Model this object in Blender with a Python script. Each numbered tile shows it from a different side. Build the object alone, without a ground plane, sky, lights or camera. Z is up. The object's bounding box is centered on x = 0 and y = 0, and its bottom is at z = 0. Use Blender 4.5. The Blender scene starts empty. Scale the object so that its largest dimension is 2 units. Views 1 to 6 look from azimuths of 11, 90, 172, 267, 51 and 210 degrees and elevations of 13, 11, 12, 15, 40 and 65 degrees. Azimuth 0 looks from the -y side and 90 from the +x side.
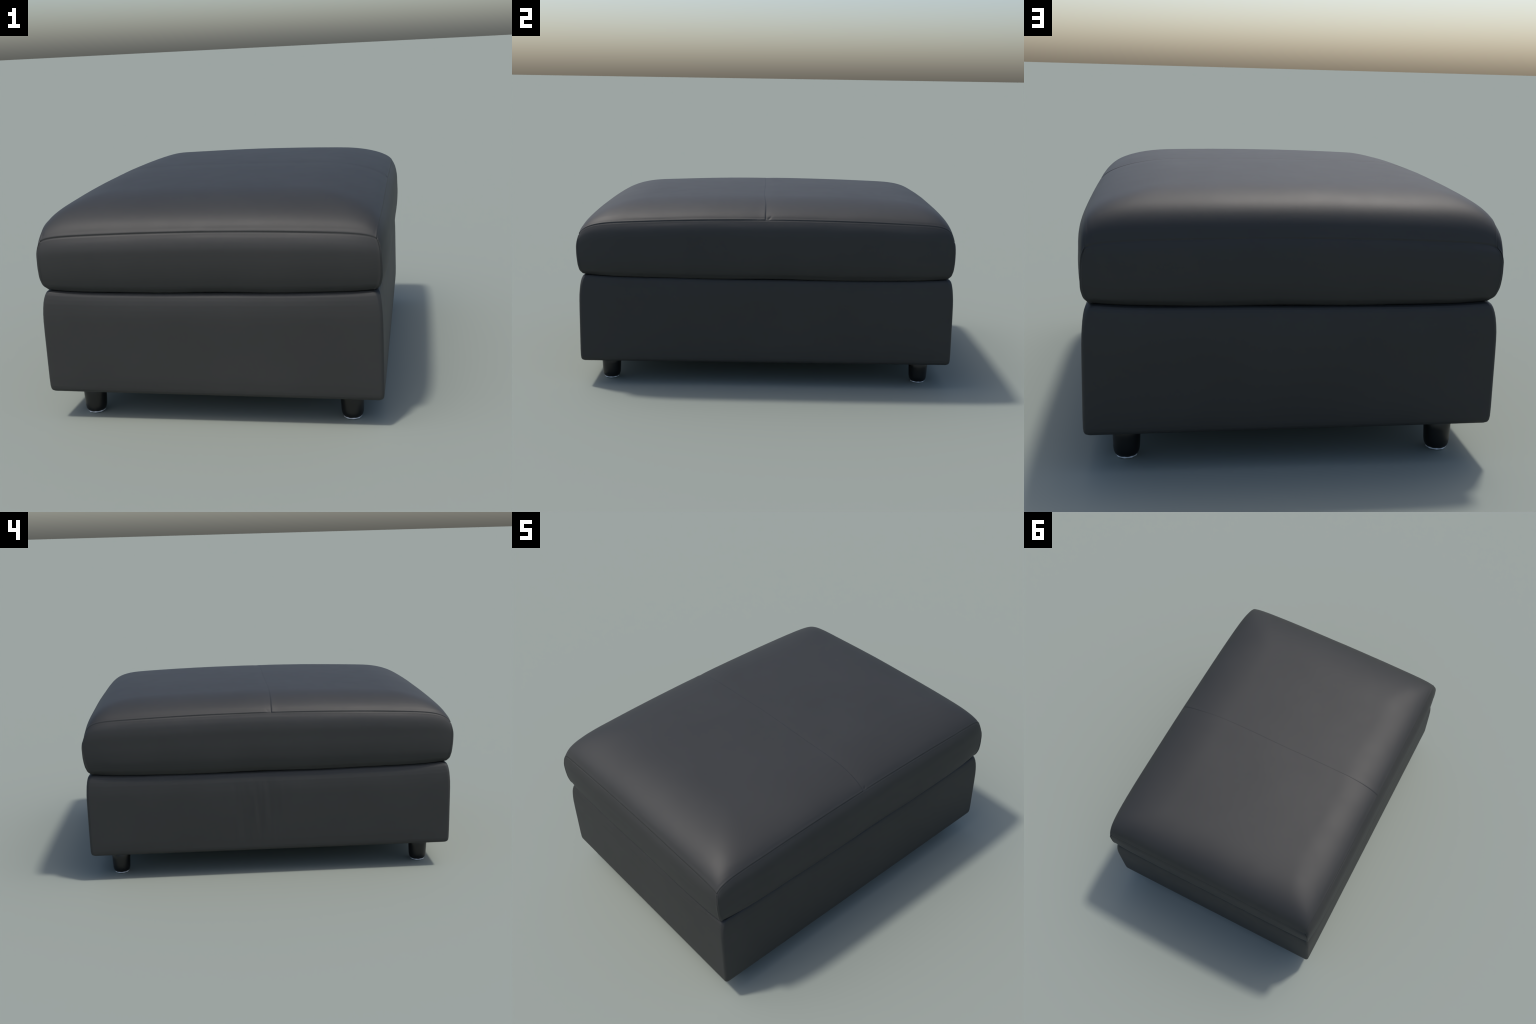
"""Dark leather footstool: boxy upholstered base on four short tapered legs,
with a thick, slightly pillowy seat cushion sewn from panels."""
import bpy, bmesh, math
import numpy as np
from mathutils import Vector, noise

# ------------------------------------------------------------------ sizes (m)
SEAM_X, SEAM_Y = 0.706, 0.972        # plan position of the top seams at the corners
BOW_X, BOW_Y = 0.013, 0.003          # how far those seams bow out in mid-side
TOP_Z = 0.9985                       # height of the crown of the cushion
# rolled edges, (negative side, positive side): where the roll starts, its drop, its squareness
ROLL_X = ((0.466, 0.090, 2.0), (0.390, 0.092, 2.0))
ROLL_Y = ((0.628, 0.139, 2.17), (0.617, 0.231, 3.50))
DOME_X, DOME_Y, TILT_Y = 0.0362, 0.0326, 0.0067
BACK = 0.984 / 0.972                 # the back of the cushion stands out a little further
BASE_X, BASE_Y = 0.7275, 0.986       # half sizes of the base box
BASE_CX, BASE_CY = -0.003, 0.008     # its centre
LEG_X, LEG_Y = 0.5795, 0.841
LEG_CX, LEG_CY = 0.0025, 0.0055


# ------------------------------------------------------------------ helpers
def curve(keys, t):
    """Smooth (Catmull-Rom tangents, Hermite) interpolation through (t, value)."""
    k = np.array(keys, float)
    x, y = k[:, 0], k[:, 1]
    m = np.gradient(y, x)
    t = np.clip(np.asarray(t, float), x[0], x[-1])
    i = np.clip(np.searchsorted(x, t, side="right") - 1, 0, len(x) - 2)
    h = x[i + 1] - x[i]
    s = (t - x[i]) / h
    return ((2 * s**3 - 3 * s**2 + 1) * y[i] + (s**3 - 2 * s**2 + s) * h * m[i]
            + (-2 * s**3 + 3 * s**2) * y[i + 1] + (s**3 - s**2) * h * m[i + 1])


def gauss(d, w):
    return np.exp(-(d / w) ** 2)


def smooth(a, b, x):
    t = np.clip((x - a) / (b - a), 0, 1)
    return t * t * (3 - 2 * t)


def spaced(length, fine, coarse, dense_at):
    """Parameter list over [0, length], fine steps near dense_at, coarse elsewhere."""
    out, s = [0.0], 0.0
    while s < length - 1e-6:
        d = min(abs(s - c) for c in dense_at)
        step = min(coarse, max(fine, fine + 0.16 * (d - 0.02)))
        s += step
        out.append(s)
    a = np.array(out)
    return a / a[-1]


def wobble(p, scale, seed):
    return noise.noise(Vector((p[0] * scale + seed, p[1] * scale - seed, p[2] * scale + 2.3 * seed)))


def arc(P, axis):
    """Arc length along a grid axis, measured from the start and from the end."""
    d = np.linalg.norm(np.diff(P, axis=axis), axis=-1)
    c = np.cumsum(d, axis=axis)
    z = np.zeros_like(np.take(c, [0], axis=axis))
    c = np.concatenate([z, c], axis=axis)
    return c, np.take(c, [-1], axis=axis) - c


def grid_normals(P):
    n = np.cross(np.gradient(P, axis=0), np.gradient(P, axis=1))
    return n / np.maximum(np.linalg.norm(n, axis=-1, keepdims=True), 1e-9)


# ------------------------------------------------------------------ materials
def principled(name):
    m = bpy.data.materials.new(name)
    m.use_nodes = True
    nt = m.node_tree
    return m, nt, nt.nodes["Principled BSDF"]


def leather_material():
    m, nt, b = principled("black_leather")
    co = nt.nodes.new("ShaderNodeTexCoord")

    def noise_tex(scale, detail):
        n = nt.nodes.new("ShaderNodeTexNoise")
        n.inputs["Scale"].default_value = scale
        n.inputs["Detail"].default_value = detail
        nt.links.new(co.outputs["Object"], n.inputs["Vector"])
        return n

    cloud = noise_tex(3.0, 3.0)
    ramp = nt.nodes.new("ShaderNodeValToRGB")
    ramp.color_ramp.elements[0].position = 0.3
    ramp.color_ramp.elements[0].color = (0.0240, 0.0242, 0.0231, 1)
    ramp.color_ramp.elements[1].position = 0.7
    ramp.color_ramp.elements[1].color = (0.0268, 0.0270, 0.0258, 1)
    nt.links.new(cloud.outputs["Fac"], ramp.inputs["Fac"])
    nt.links.new(ramp.outputs["Color"], b.inputs["Base Color"])

    rough = nt.nodes.new("ShaderNodeMapRange")
    rough.inputs["To Min"].default_value = 0.555
    rough.inputs["To Max"].default_value = 0.605
    b.inputs["Specular IOR Level"].default_value = 0.42
    nt.links.new(noise_tex(9.0, 4.0).outputs["Fac"], rough.inputs["Value"])
    nt.links.new(rough.outputs["Result"], b.inputs["Roughness"])

    pores = nt.nodes.new("ShaderNodeTexVoronoi")
    pores.inputs["Scale"].default_value = 220.0
    nt.links.new(co.outputs["Object"], pores.inputs["Vector"])
    bump = nt.nodes.new("ShaderNodeBump")
    bump.inputs["Strength"].default_value = 0.04
    bump.inputs["Distance"].default_value = 0.001
    nt.links.new(pores.outputs["Distance"], bump.inputs["Height"])
    soft = nt.nodes.new("ShaderNodeBump")
    soft.inputs["Strength"].default_value = 0.04
    soft.inputs["Distance"].default_value = 0.004
    nt.links.new(noise_tex(14.0, 3.0).outputs["Fac"], soft.inputs["Height"])
    nt.links.new(bump.outputs["Normal"], soft.inputs["Normal"])
    nt.links.new(soft.outputs["Normal"], b.inputs["Normal"])
    return m


def plain_material(name, colour, roughness, spread=0.08):
    m, nt, b = principled(name)
    co = nt.nodes.new("ShaderNodeTexCoord")
    n = nt.nodes.new("ShaderNodeTexNoise")
    n.inputs["Scale"].default_value = 30.0
    nt.links.new(co.outputs["Object"], n.inputs["Vector"])
    r = nt.nodes.new("ShaderNodeValToRGB")
    r.color_ramp.elements[0].color = tuple(c * (1 - spread) for c in colour) + (1,)
    r.color_ramp.elements[1].color = tuple(c * (1 + spread) for c in colour) + (1,)
    nt.links.new(n.outputs["Fac"], r.inputs["Fac"])
    nt.links.new(r.outputs["Color"], b.inputs["Base Color"])
    b.inputs["Roughness"].default_value = roughness
    return m


LEATHER = leather_material()
LEG_MAT = plain_material("black_lacquer", (0.006, 0.006, 0.006), 0.32)
GLIDE_MAT = plain_material("pale_plastic", (0.75, 0.77, 0.80), 0.4)


# ------------------------------------------------------------------ cushion
def drop(a, rolls, half):
    out = 0.0
    for sgn, (start, depth, q) in zip((-1, 1), rolls):
        t = np.clip((sgn * np.asarray(a, float) - start) / (half + 0.003 - start), 0, 0.9999)
        out = out + depth * (1 - (1 - t**q) ** (1 / q))
    return out


def top_height(x, y):
    """Height over the unbowed plan rectangle |x| <= SEAM_X, |y| <= SEAM_Y."""
    dx, dy = drop(x, ROLL_X, SEAM_X), drop(y, ROLL_Y, SEAM_Y)
    dome = DOME_X * x**2 + DOME_Y * y**2 - TILT_Y * y
    return TOP_Z - dome - (dx**2.2 + dy**2.2 + 1e-12) ** (1 / 2.2)


def bow(t):
    return 1 - np.abs(t) ** 8


def top_plan(x, y):
    """Push the plan rectangle out so that its edges bow."""
    tx, ty = x / SEAM_X, y / SEAM_Y
    return x + BOW_X * tx * bow(ty), np.where(y > 0, y * BACK, y) + BOW_Y * ty * bow(tx)


def roll_params(half, rolls, fine, coarse, dense):
    """Plan coordinates from -half to half, spaced evenly over the rolled surface."""
    def one(sgn):
        a = np.linspace(0, half, 4000)
        l = np.concatenate([[0], np.cumsum(np.hypot(np.diff(a), np.diff(drop(sgn * a, rolls, half))))])
        q = spaced(l[-1], fine, coarse, [l[-1]] + dense) * l[-1]
        pos = np.interp(q, l, a)
        pos[-1] = half
        return pos
    return np.concatenate([-one(-1)[:0:-1], one(1)])


XS = roll_params(SEAM_X, ROLL_X, 0.0016, 0.016, [])
YS = roll_params(SEAM_Y, ROLL_Y, 0.0016, 0.016, [0.0])
DOWN = spaced(0.27, 0.0016, 0.012, [0.0, 0.27])

# the upright corner line of the cushion, and how far each panel swells past it
CORNER_X = [(0, SEAM_X), (.05, .711), (.10, .7145), (.22, .719), (.40, .721), (.60, .722), (.80, .719), (.92, .710), (1, .694)]
CORNER_FRONT = [(0, SEAM_Y), (.10, .978), (.22, .983), (.40, .984), (.60, .981), (.80, .975), (.92, .967), (1, .952)]
CORNER_BACK = [(0, SEAM_Y * BACK), (.10, .987), (.22, .988), (.40, .988), (.60, .986), (.80, .980), (.92, .971), (1, .956)]
SWELL = [(0, 0), (.05, .36), (.10, .62), (.22, .94), (.40, 1.0), (.60, 1.0), (.80, .75), (.92, .50), (1, .30)]
FULL_AT = [(0, 0), (.08, .7), (.18, 1), (.35, 1), (.6, .75), (.8, .4), (1, 0)]


FULLER = {(-1, 1): 0.007}     # corners (sign x, sign y) that bulge more


def cushion_bottom(t):
    return 0.588 + 0.012 * np.abs(t) ** 6 + 0.0020 * np.sin(9.0 * t + 1.0) * (1 - t**2)


def side_grid(along, half, corner_along, corner_out, swell, edge_bow, flip_xy, side):
    """One upright border panel; rows run down from the top seam."""
    t = along / half
    s = DOWN
    T, S = np.meshgrid(t, s, indexing="ij")
    ca = np.where(T > 0, curve(corner_along[1], S), curve(corner_along[0], S))
    co = curve(corner_out, S)
    full = np.where(T > 0, FULLER.get((side, 1) if flip_xy else (1, side), 0.0),
                    FULLER.get((side, -1) if flip_xy else (-1, side), 0.0))
    full = full * smooth(0.72, 1.0, np.abs(T)) * curve(FULL_AT, S)
    a = T * (ca + full)
    out = co + (edge_bow + swell * curve(SWELL, S)) * bow(T) + full
    zt = top_height(side * SEAM_X if flip_xy else T * half, T * half if flip_xy else side * SEAM_Y)
    z = zt * (1 - S) + cushion_bottom(T) * S
    return a, out, z


def seam_lip(d, lip, width):
    """Relief next to a seam: nothing on the stitch line, a small rolled lip beside it."""
    return lip * (1 - gauss(d, width * 0.35)) * (gauss(np.maximum(d - width * 0.6, 0), width))


def build_cushion_grids():
    panels = []
    # top: x along axis 0, y along axis 1
    X, Y = np.meshgrid(XS, YS, indexing="ij")
    P = np.stack([*top_plan(X, Y), top_height(X, Y)], -1)
    N = grid_normals(P)
    x0, x1 = arc(P, 0)
    y0, y1 = arc(P, 1)
    dx, dy = np.minimum(x0, x1), np.minimum(y0, y1)
    edge = smooth(0, 0.007, np.minimum(dx, dy))
    h = (seam_lip(dx, 0.0020, 0.0065) + np.where(Y > 0, 0.4, 1.0) * seam_lip(dy, 0.0022, 0.0095)) * edge
    # puckers running in from the border seams
    for i in range(P.shape[0]):
        for j in range(P.shape[1]):
            p = P[i, j]
            d = min(dx[i, j], dy[i, j])
            if d < 0.12:
                along = p[1] if dx[i, j] < dy[i, j] else p[0]
                w = noise.noise(Vector((along * 5.0, d * 55, p[2] * 3 + (7 if p[0] > 0 else 0))))
                h[i, j] += 0.0013 * w * edge[i, j] * math.exp(-d / 0.03)
            h[i, j] += 0.0012 * wobble(p, 3.2, 1.7) * min(1, d / 0.05)
    # the cross seam in the middle, with a line of stitching either side
    wander = curve([(-.75, -.008), (-.55, -.012), (-.30, -.011), (0, -.008), (.2, -.011), (.42, -.009), (.58, -.001), (.75, -.002)], X)
    dm = Y - wander
    near_end = gauss(dx, 0.16)
    mid = ((0.48 + 1.0 * near_end) * (-0.0009 * np.tanh(dm / 0.0025) * gauss(dm, 0.022) - 0.0006 * gauss(dm - 0.001, 0.0035))
           - 0.0010 * gauss(dm, 0.06)
           - np.where(X > 0, 1.0, 0.35) * 0.0018 * gauss(dm - 0.014 - 0.5 * dx, 0.007) * gauss(dx - 0.012, 0.014))
    h += mid * edge
    panels.append(("top_panel", P + N * h[..., None]))

    def relief(P, side, lip_top):
        N = grid_normals(P)
        a0, a1 = arc(P, 0)
        s0, s1 = arc(P, 1)
        da = np.minimum(a0, a1)
        edge = smooth(0, 0.007, np.minimum(np.minimum(da, s0), s1))
        h = edge * (seam_lip(da, 0.0030, 0.0065) + seam_lip(s0, lip_top, 0.006)
                    + seam_lip(s1, 0.0012, 0.009))
        for i in range(P.shape[0]):
            for j in range(P.shape[1]):
                p = P[i, j]
                d = min(s0[i, j], s1[i, j])
                along = p[1] if side else p[0]
                w = noise.noise(Vector((along * 4.0, d * 50, 11.0 + p[0] + p[1])))
                h[i, j] += edge[i, j] * (0.0008 * w * math.exp(-d / 0.03) + 0.0016 * wobble(p, 2.6, 4.1))
        return P + N * h[..., None]

    for sgn in (-1, 1):
        a, out, z = side_grid(XS, SEAM_X, (CORNER_X, CORNER_X), CORNER_BACK if sgn > 0 else CORNER_FRONT,
                              0.008 if sgn > 0 else 0.012, BOW_Y, False, sgn)
        P = np.stack([a, sgn * out, z], -1)
        if sgn < 0:
            P = P[::-1]
        panels.append(("border_panel", relief(P, False, 0.0003)))
    for sgn in (-1, 1):
        a, out, z = side_grid(YS, SEAM_Y, (CORNER_FRONT, CORNER_BACK), CORNER_X, 0.0145, BOW_X, True, sgn)
        P = np.stack([sgn * out, a, z], -1)
        if sgn > 0:
            P = P[::-1]
        panels.append(("gusset_panel", relief(P, True, 0.0008)))
    return panels


def grid_mesh_union(panels):
    """Join the panel grids into one skin; return vertices, faces, panel of each face."""
    verts, faces, tag = [], [], []
    key = {}
    for pi, (name, P) in enumerate(panels):
        ni, nj = P.shape[:2]
        idx = np.zeros((ni, nj), int)
        for i in range(ni):
            for j in range(nj):
                p = P[i, j]
                border = i in (0, ni - 1) or j in (0, nj - 1)
                k = tuple(np.round(p, 5)) if border else None
                if k is not None and k in key:
                    idx[i, j] = key[k]
                else:
                    idx[i, j] = len(verts)
                    verts.append(tuple(p))
                    if k is not None:
                        key[k] = idx[i, j]
        for i in range(ni - 1):
            for j in range(nj - 1):
                faces.append((idx[i, j], idx[i + 1, j], idx[i + 1, j + 1], idx[i, j + 1]))
                tag.append(pi)
    return verts, faces, tag


def new_object(name, mesh, parent, material):
    ob = bpy.data.objects.new(name, mesh)
    bpy.context.collection.objects.link(ob)
    ob.parent = parent
    if material:
        mesh.materials.append(material)
    return ob


def build_cushion(root):
    panels = build_cushion_grids()
    verts, faces, tag = grid_mesh_union(panels)
    # underside: close the open lower rim with an inset ring and a flat sheet
    me = bpy.data.meshes.new("seat_cushion_skin")
    me.from_pydata(verts, [], faces)
    bm = bmesh.new()
    bm.from_mesh(me)
    lay = bm.faces.layers.int.new("panel")
    bm.faces.ensure_lookup_table()
    for f, t in zip(bm.faces, tag):
        f[lay] = t
    bmesh.ops.remove_doubles(bm, verts=bm.verts, dist=1e-5)
    rim = [e for e in bm.edges if e.is_boundary]
    ext = bmesh.ops.extrude_edge_only(bm, edges=rim)["geom"]
    for v in (g for g in ext if isinstance(g, bmesh.types.BMVert)):
        v.co.x *= 0.95
        v.co.y *= 0.965
        v.co.z = 0.586
    for f in (g for g in ext if isinstance(g, bmesh.types.BMFace)):
        f[lay] = len(panels)
    rim = [e for e in bm.edges if e.is_boundary]
    for f in bmesh.ops.contextual_create(bm, geom=rim)["faces"]:
        f[lay] = len(panels)
    bmesh.ops.recalc_face_normals(bm, faces=bm.faces)
    bm.normal_update()
    bm.verts.index_update()
    bm.faces.ensure_lookup_table()
    normals = {v.index: v.normal.copy() for v in bm.verts}

    groups = {}
    for f in bm.faces:
        groups.setdefault(f[lay], []).append(f)

    def part(name, fs, parent):
        remap, vs, ns, out = {}, [], [], []
        for f in fs:
            poly = []
            for v in f.verts:
                if v.index not in remap:
                    remap[v.index] = len(vs)
                    vs.append(v.co[:])
                    ns.append(normals[v.index][:])
                poly.append(remap[v.index])
            out.append(poly)
        mesh = bpy.data.meshes.new(name)
        mesh.from_pydata(vs, [], out)
        for p in mesh.polygons:
            p.use_smooth = True
        mesh.normals_split_custom_set_from_vertices(ns)
        return new_object(name, mesh, parent, LEATHER)

    # the two halves of the top meet at the cross seam
    top = groups[0]
    cushion = part("seat_cushion", groups[len(panels)], root)      # the underside sheet
    front = [f for f in top if f.calc_center_median().y < -0.004]
    back = [f for f in top if f.calc_center_median().y >= -0.004]
    part("top_panel", front, cushion)
    part("top_panel", back, cushion)
    for i in range(1, len(panels)):
        part(panels[i][0], groups[i], cushion)
    bm.free()
    bpy.data.meshes.remove(me)


# ------------------------------------------------------------------ base
def rounded_rect(hx, hy, r, step, nc=8):
    """Counter-clockwise outline with a fixed count of points for given steps."""
    nx, ny = int(2 * BASE_X / step), int(2 * BASE_Y / step)
    pts = []
    corners = [(hx - r, -hy + r, -90), (hx - r, hy - r, 0), (-hx + r, hy - r, 90), (-hx + r, -hy + r, 180)]
    for k, (cx, cy, a0) in enumerate(corners):
        for i in range(nc + 1):
            a = math.radians(a0 + 90 * i / nc)
            pts.append((cx + r * math.cos(a), cy + r * math.sin(a)))
        nxt = corners[(k + 1) % 4]
        a = math.radians(nxt[2])
        p0, p1 = pts[-1], (nxt[0] + r * math.cos(a), nxt[1] + r * math.sin(a))
        n = ny if k % 2 == 0 else nx
        for i in range(1, n):
            f = i / n
            pts.append((p0[0] + (p1[0] - p0[0]) * f, p0[1] + (p1[1] - p0[1]) * f))
    return pts


def build_base(root):
    # (height, how far the wall stands in from the full box)
    profile = [(.1360, .060), (.1360, .022), (.1380, .012), (.1430, .0055), (.1510, .0022), (.1650, .0006),
               (.20, 0), (.30, 0), (.40, 0), (.46, .0004), (.49, .0014), (.515, .0036), (.537, .0066),
               (.555, .0108), (.570, .0160), (.581, .0225), (.588, .0320), (.591, .0520), (.591, .080)]
    hs = np.array([p[0] for p in profile])
    ins = np.array([p[1] for p in profile])
    # refine the wall so creases have something to bend
    u = np.arange(len(profile))
    fine = np.unique(np.concatenate([np.linspace(0, 5, 16), np.linspace(5, 9, 41), np.linspace(9, len(profile) - 1, 40)]))
    hs, ins = np.interp(fine, u, hs), np.interp(fine, u, ins)
    bm = bmesh.new()
    rings = []
    for z, inset in zip(hs, ins):
        pts = rounded_rect(BASE_X - inset, BASE_Y - inset, 0.015, 0.009)
        ring = []
        for x, y in pts:
            tx, ty = x / BASE_X, y / BASE_Y
            m = min(abs(tx), abs(ty))                         # 0 mid-side, 1 at a corner
            up = smooth(0.45, 0.60, z)
            zz = z + up * (0.010 * m**6 - 0.004 * (1 - m**2))
            zz += up * 0.002 * noise.noise(Vector((x * 3, y * 3, 5)))
            # outward direction of the wall and slow unevenness
            ox, oy = (math.copysign(1, x), 0) if abs(tx) > abs(ty) else (0, math.copysign(1, y))
            calm = smooth(0.14, 0.2, z) * (1 - smooth(0.5, 0.58, z)) * (1 - m**8)
            h = 0.0
            swell = (1 - m**8) * smooth(0.13, 0.22, z)
            h += swell * 0.002 + inset * up * (0.35 if oy > 0 else 0.40 if ox > 0 else 0.10 * m if ox else 0.2 * m)
            tilt = (1 - smooth(0.14, 0.45, z))
            zz += tilt * (-0.006 * tx + 0.003 * ty)
            h += calm * 0.0016 * noise.noise(Vector((x * 2.2 + 9, y * 2.2, zz * 3.5)))
            if ox < 0:                                        # hanging creases on one long side
                w = gauss(y - 0.05, 0.13) * smooth(0.15, 0.25, z) * (1 - smooth(0.50, 0.57, z))
                h += w * 0.0045 * smooth(-0.25, 0.3, noise.noise(Vector((y * 4, zz * 5, 3.1)))) * noise.noise(Vector((0.3, y * 26 + 1.5 * zz, zz * 2.6)))
                h += w * 0.0022 * noise.noise(Vector((4.3, y * 55 - 2 * zz, zz * 4)))
            ring.append(bm.verts.new((BASE_CX + x + ox * h, BASE_CY + y + oy * h, zz)))
        rings.append(ring)
    n = len(rings[0])
    for a, b in zip(rings[:-1], rings[1:]):
        for i in range(n):
            bm.faces.new((a[i], a[(i + 1) % n], b[(i + 1) % n], b[i]))
    bm.faces.new(rings[0][::-1])
    bm.faces.new(rings[-1])
    bmesh.ops.recalc_face_normals(bm, faces=bm.faces)
    for f in bm.faces:
        f.smooth = True
    me = bpy.data.meshes.new("base")
    bm.to_mesh(me)
    bm.free()
    return new_object("base", me, root, LEATHER)


# ------------------------------------------------------------------ legs
def lathe(name, profile, sides):
    bm = bmesh.new()
    rings = []
    for r, z in profile:
        rings.append([bm.verts.new((r * math.cos(2 * math.pi * i / sides), r * math.sin(2 * math.pi * i / sides), z))
                      for i in range(sides)])
    for a, b in zip(rings[:-1], rings[1:]):
        for i in range(sides):
            f = bm.faces.new((a[i], a[(i + 1) % sides], b[(i + 1) % sides], b[i]))
            f.smooth = True
    bm.faces.new(rings[0][::-1])
    bm.faces.new(rings[-1])
    bmesh.ops.recalc_face_normals(bm, faces=bm.faces)
    me = bpy.data.meshes.new(name)
    bm.to_mesh(me)
    bm.free()
    return me


def build_legs(root):
    leg = lathe("leg", [(.032, .0045), (.0375, .0055), (.0425, .012), (.0465, .022), (.0482, .036),
                        (.0505, .085), (.0530, .150)], 40)
    glide = lathe("glide", [(.0345, 0), (.0385, .0012), (.0400, .0060), (.0385, .0090)], 9)
    leg.materials.append(LEG_MAT)
    glide.materials.append(GLIDE_MAT)
    for sx in (-1, 1):
        for sy in (-1, 1):
            l = new_object("leg", leg, root, None)
            l.location = (LEG_CX + sx * LEG_X, LEG_CY + sy * LEG_Y, 0)
            new_object("glide", glide, l, None)


# ------------------------------------------------------------------ assemble
root = bpy.data.objects.new("footstool", None)
bpy.context.collection.objects.link(root)
root["label"] = "black leather footstool with padded cushion and short legs"
root["category"] = "footstool"
build_base(root)
build_cushion(root)
build_legs(root)
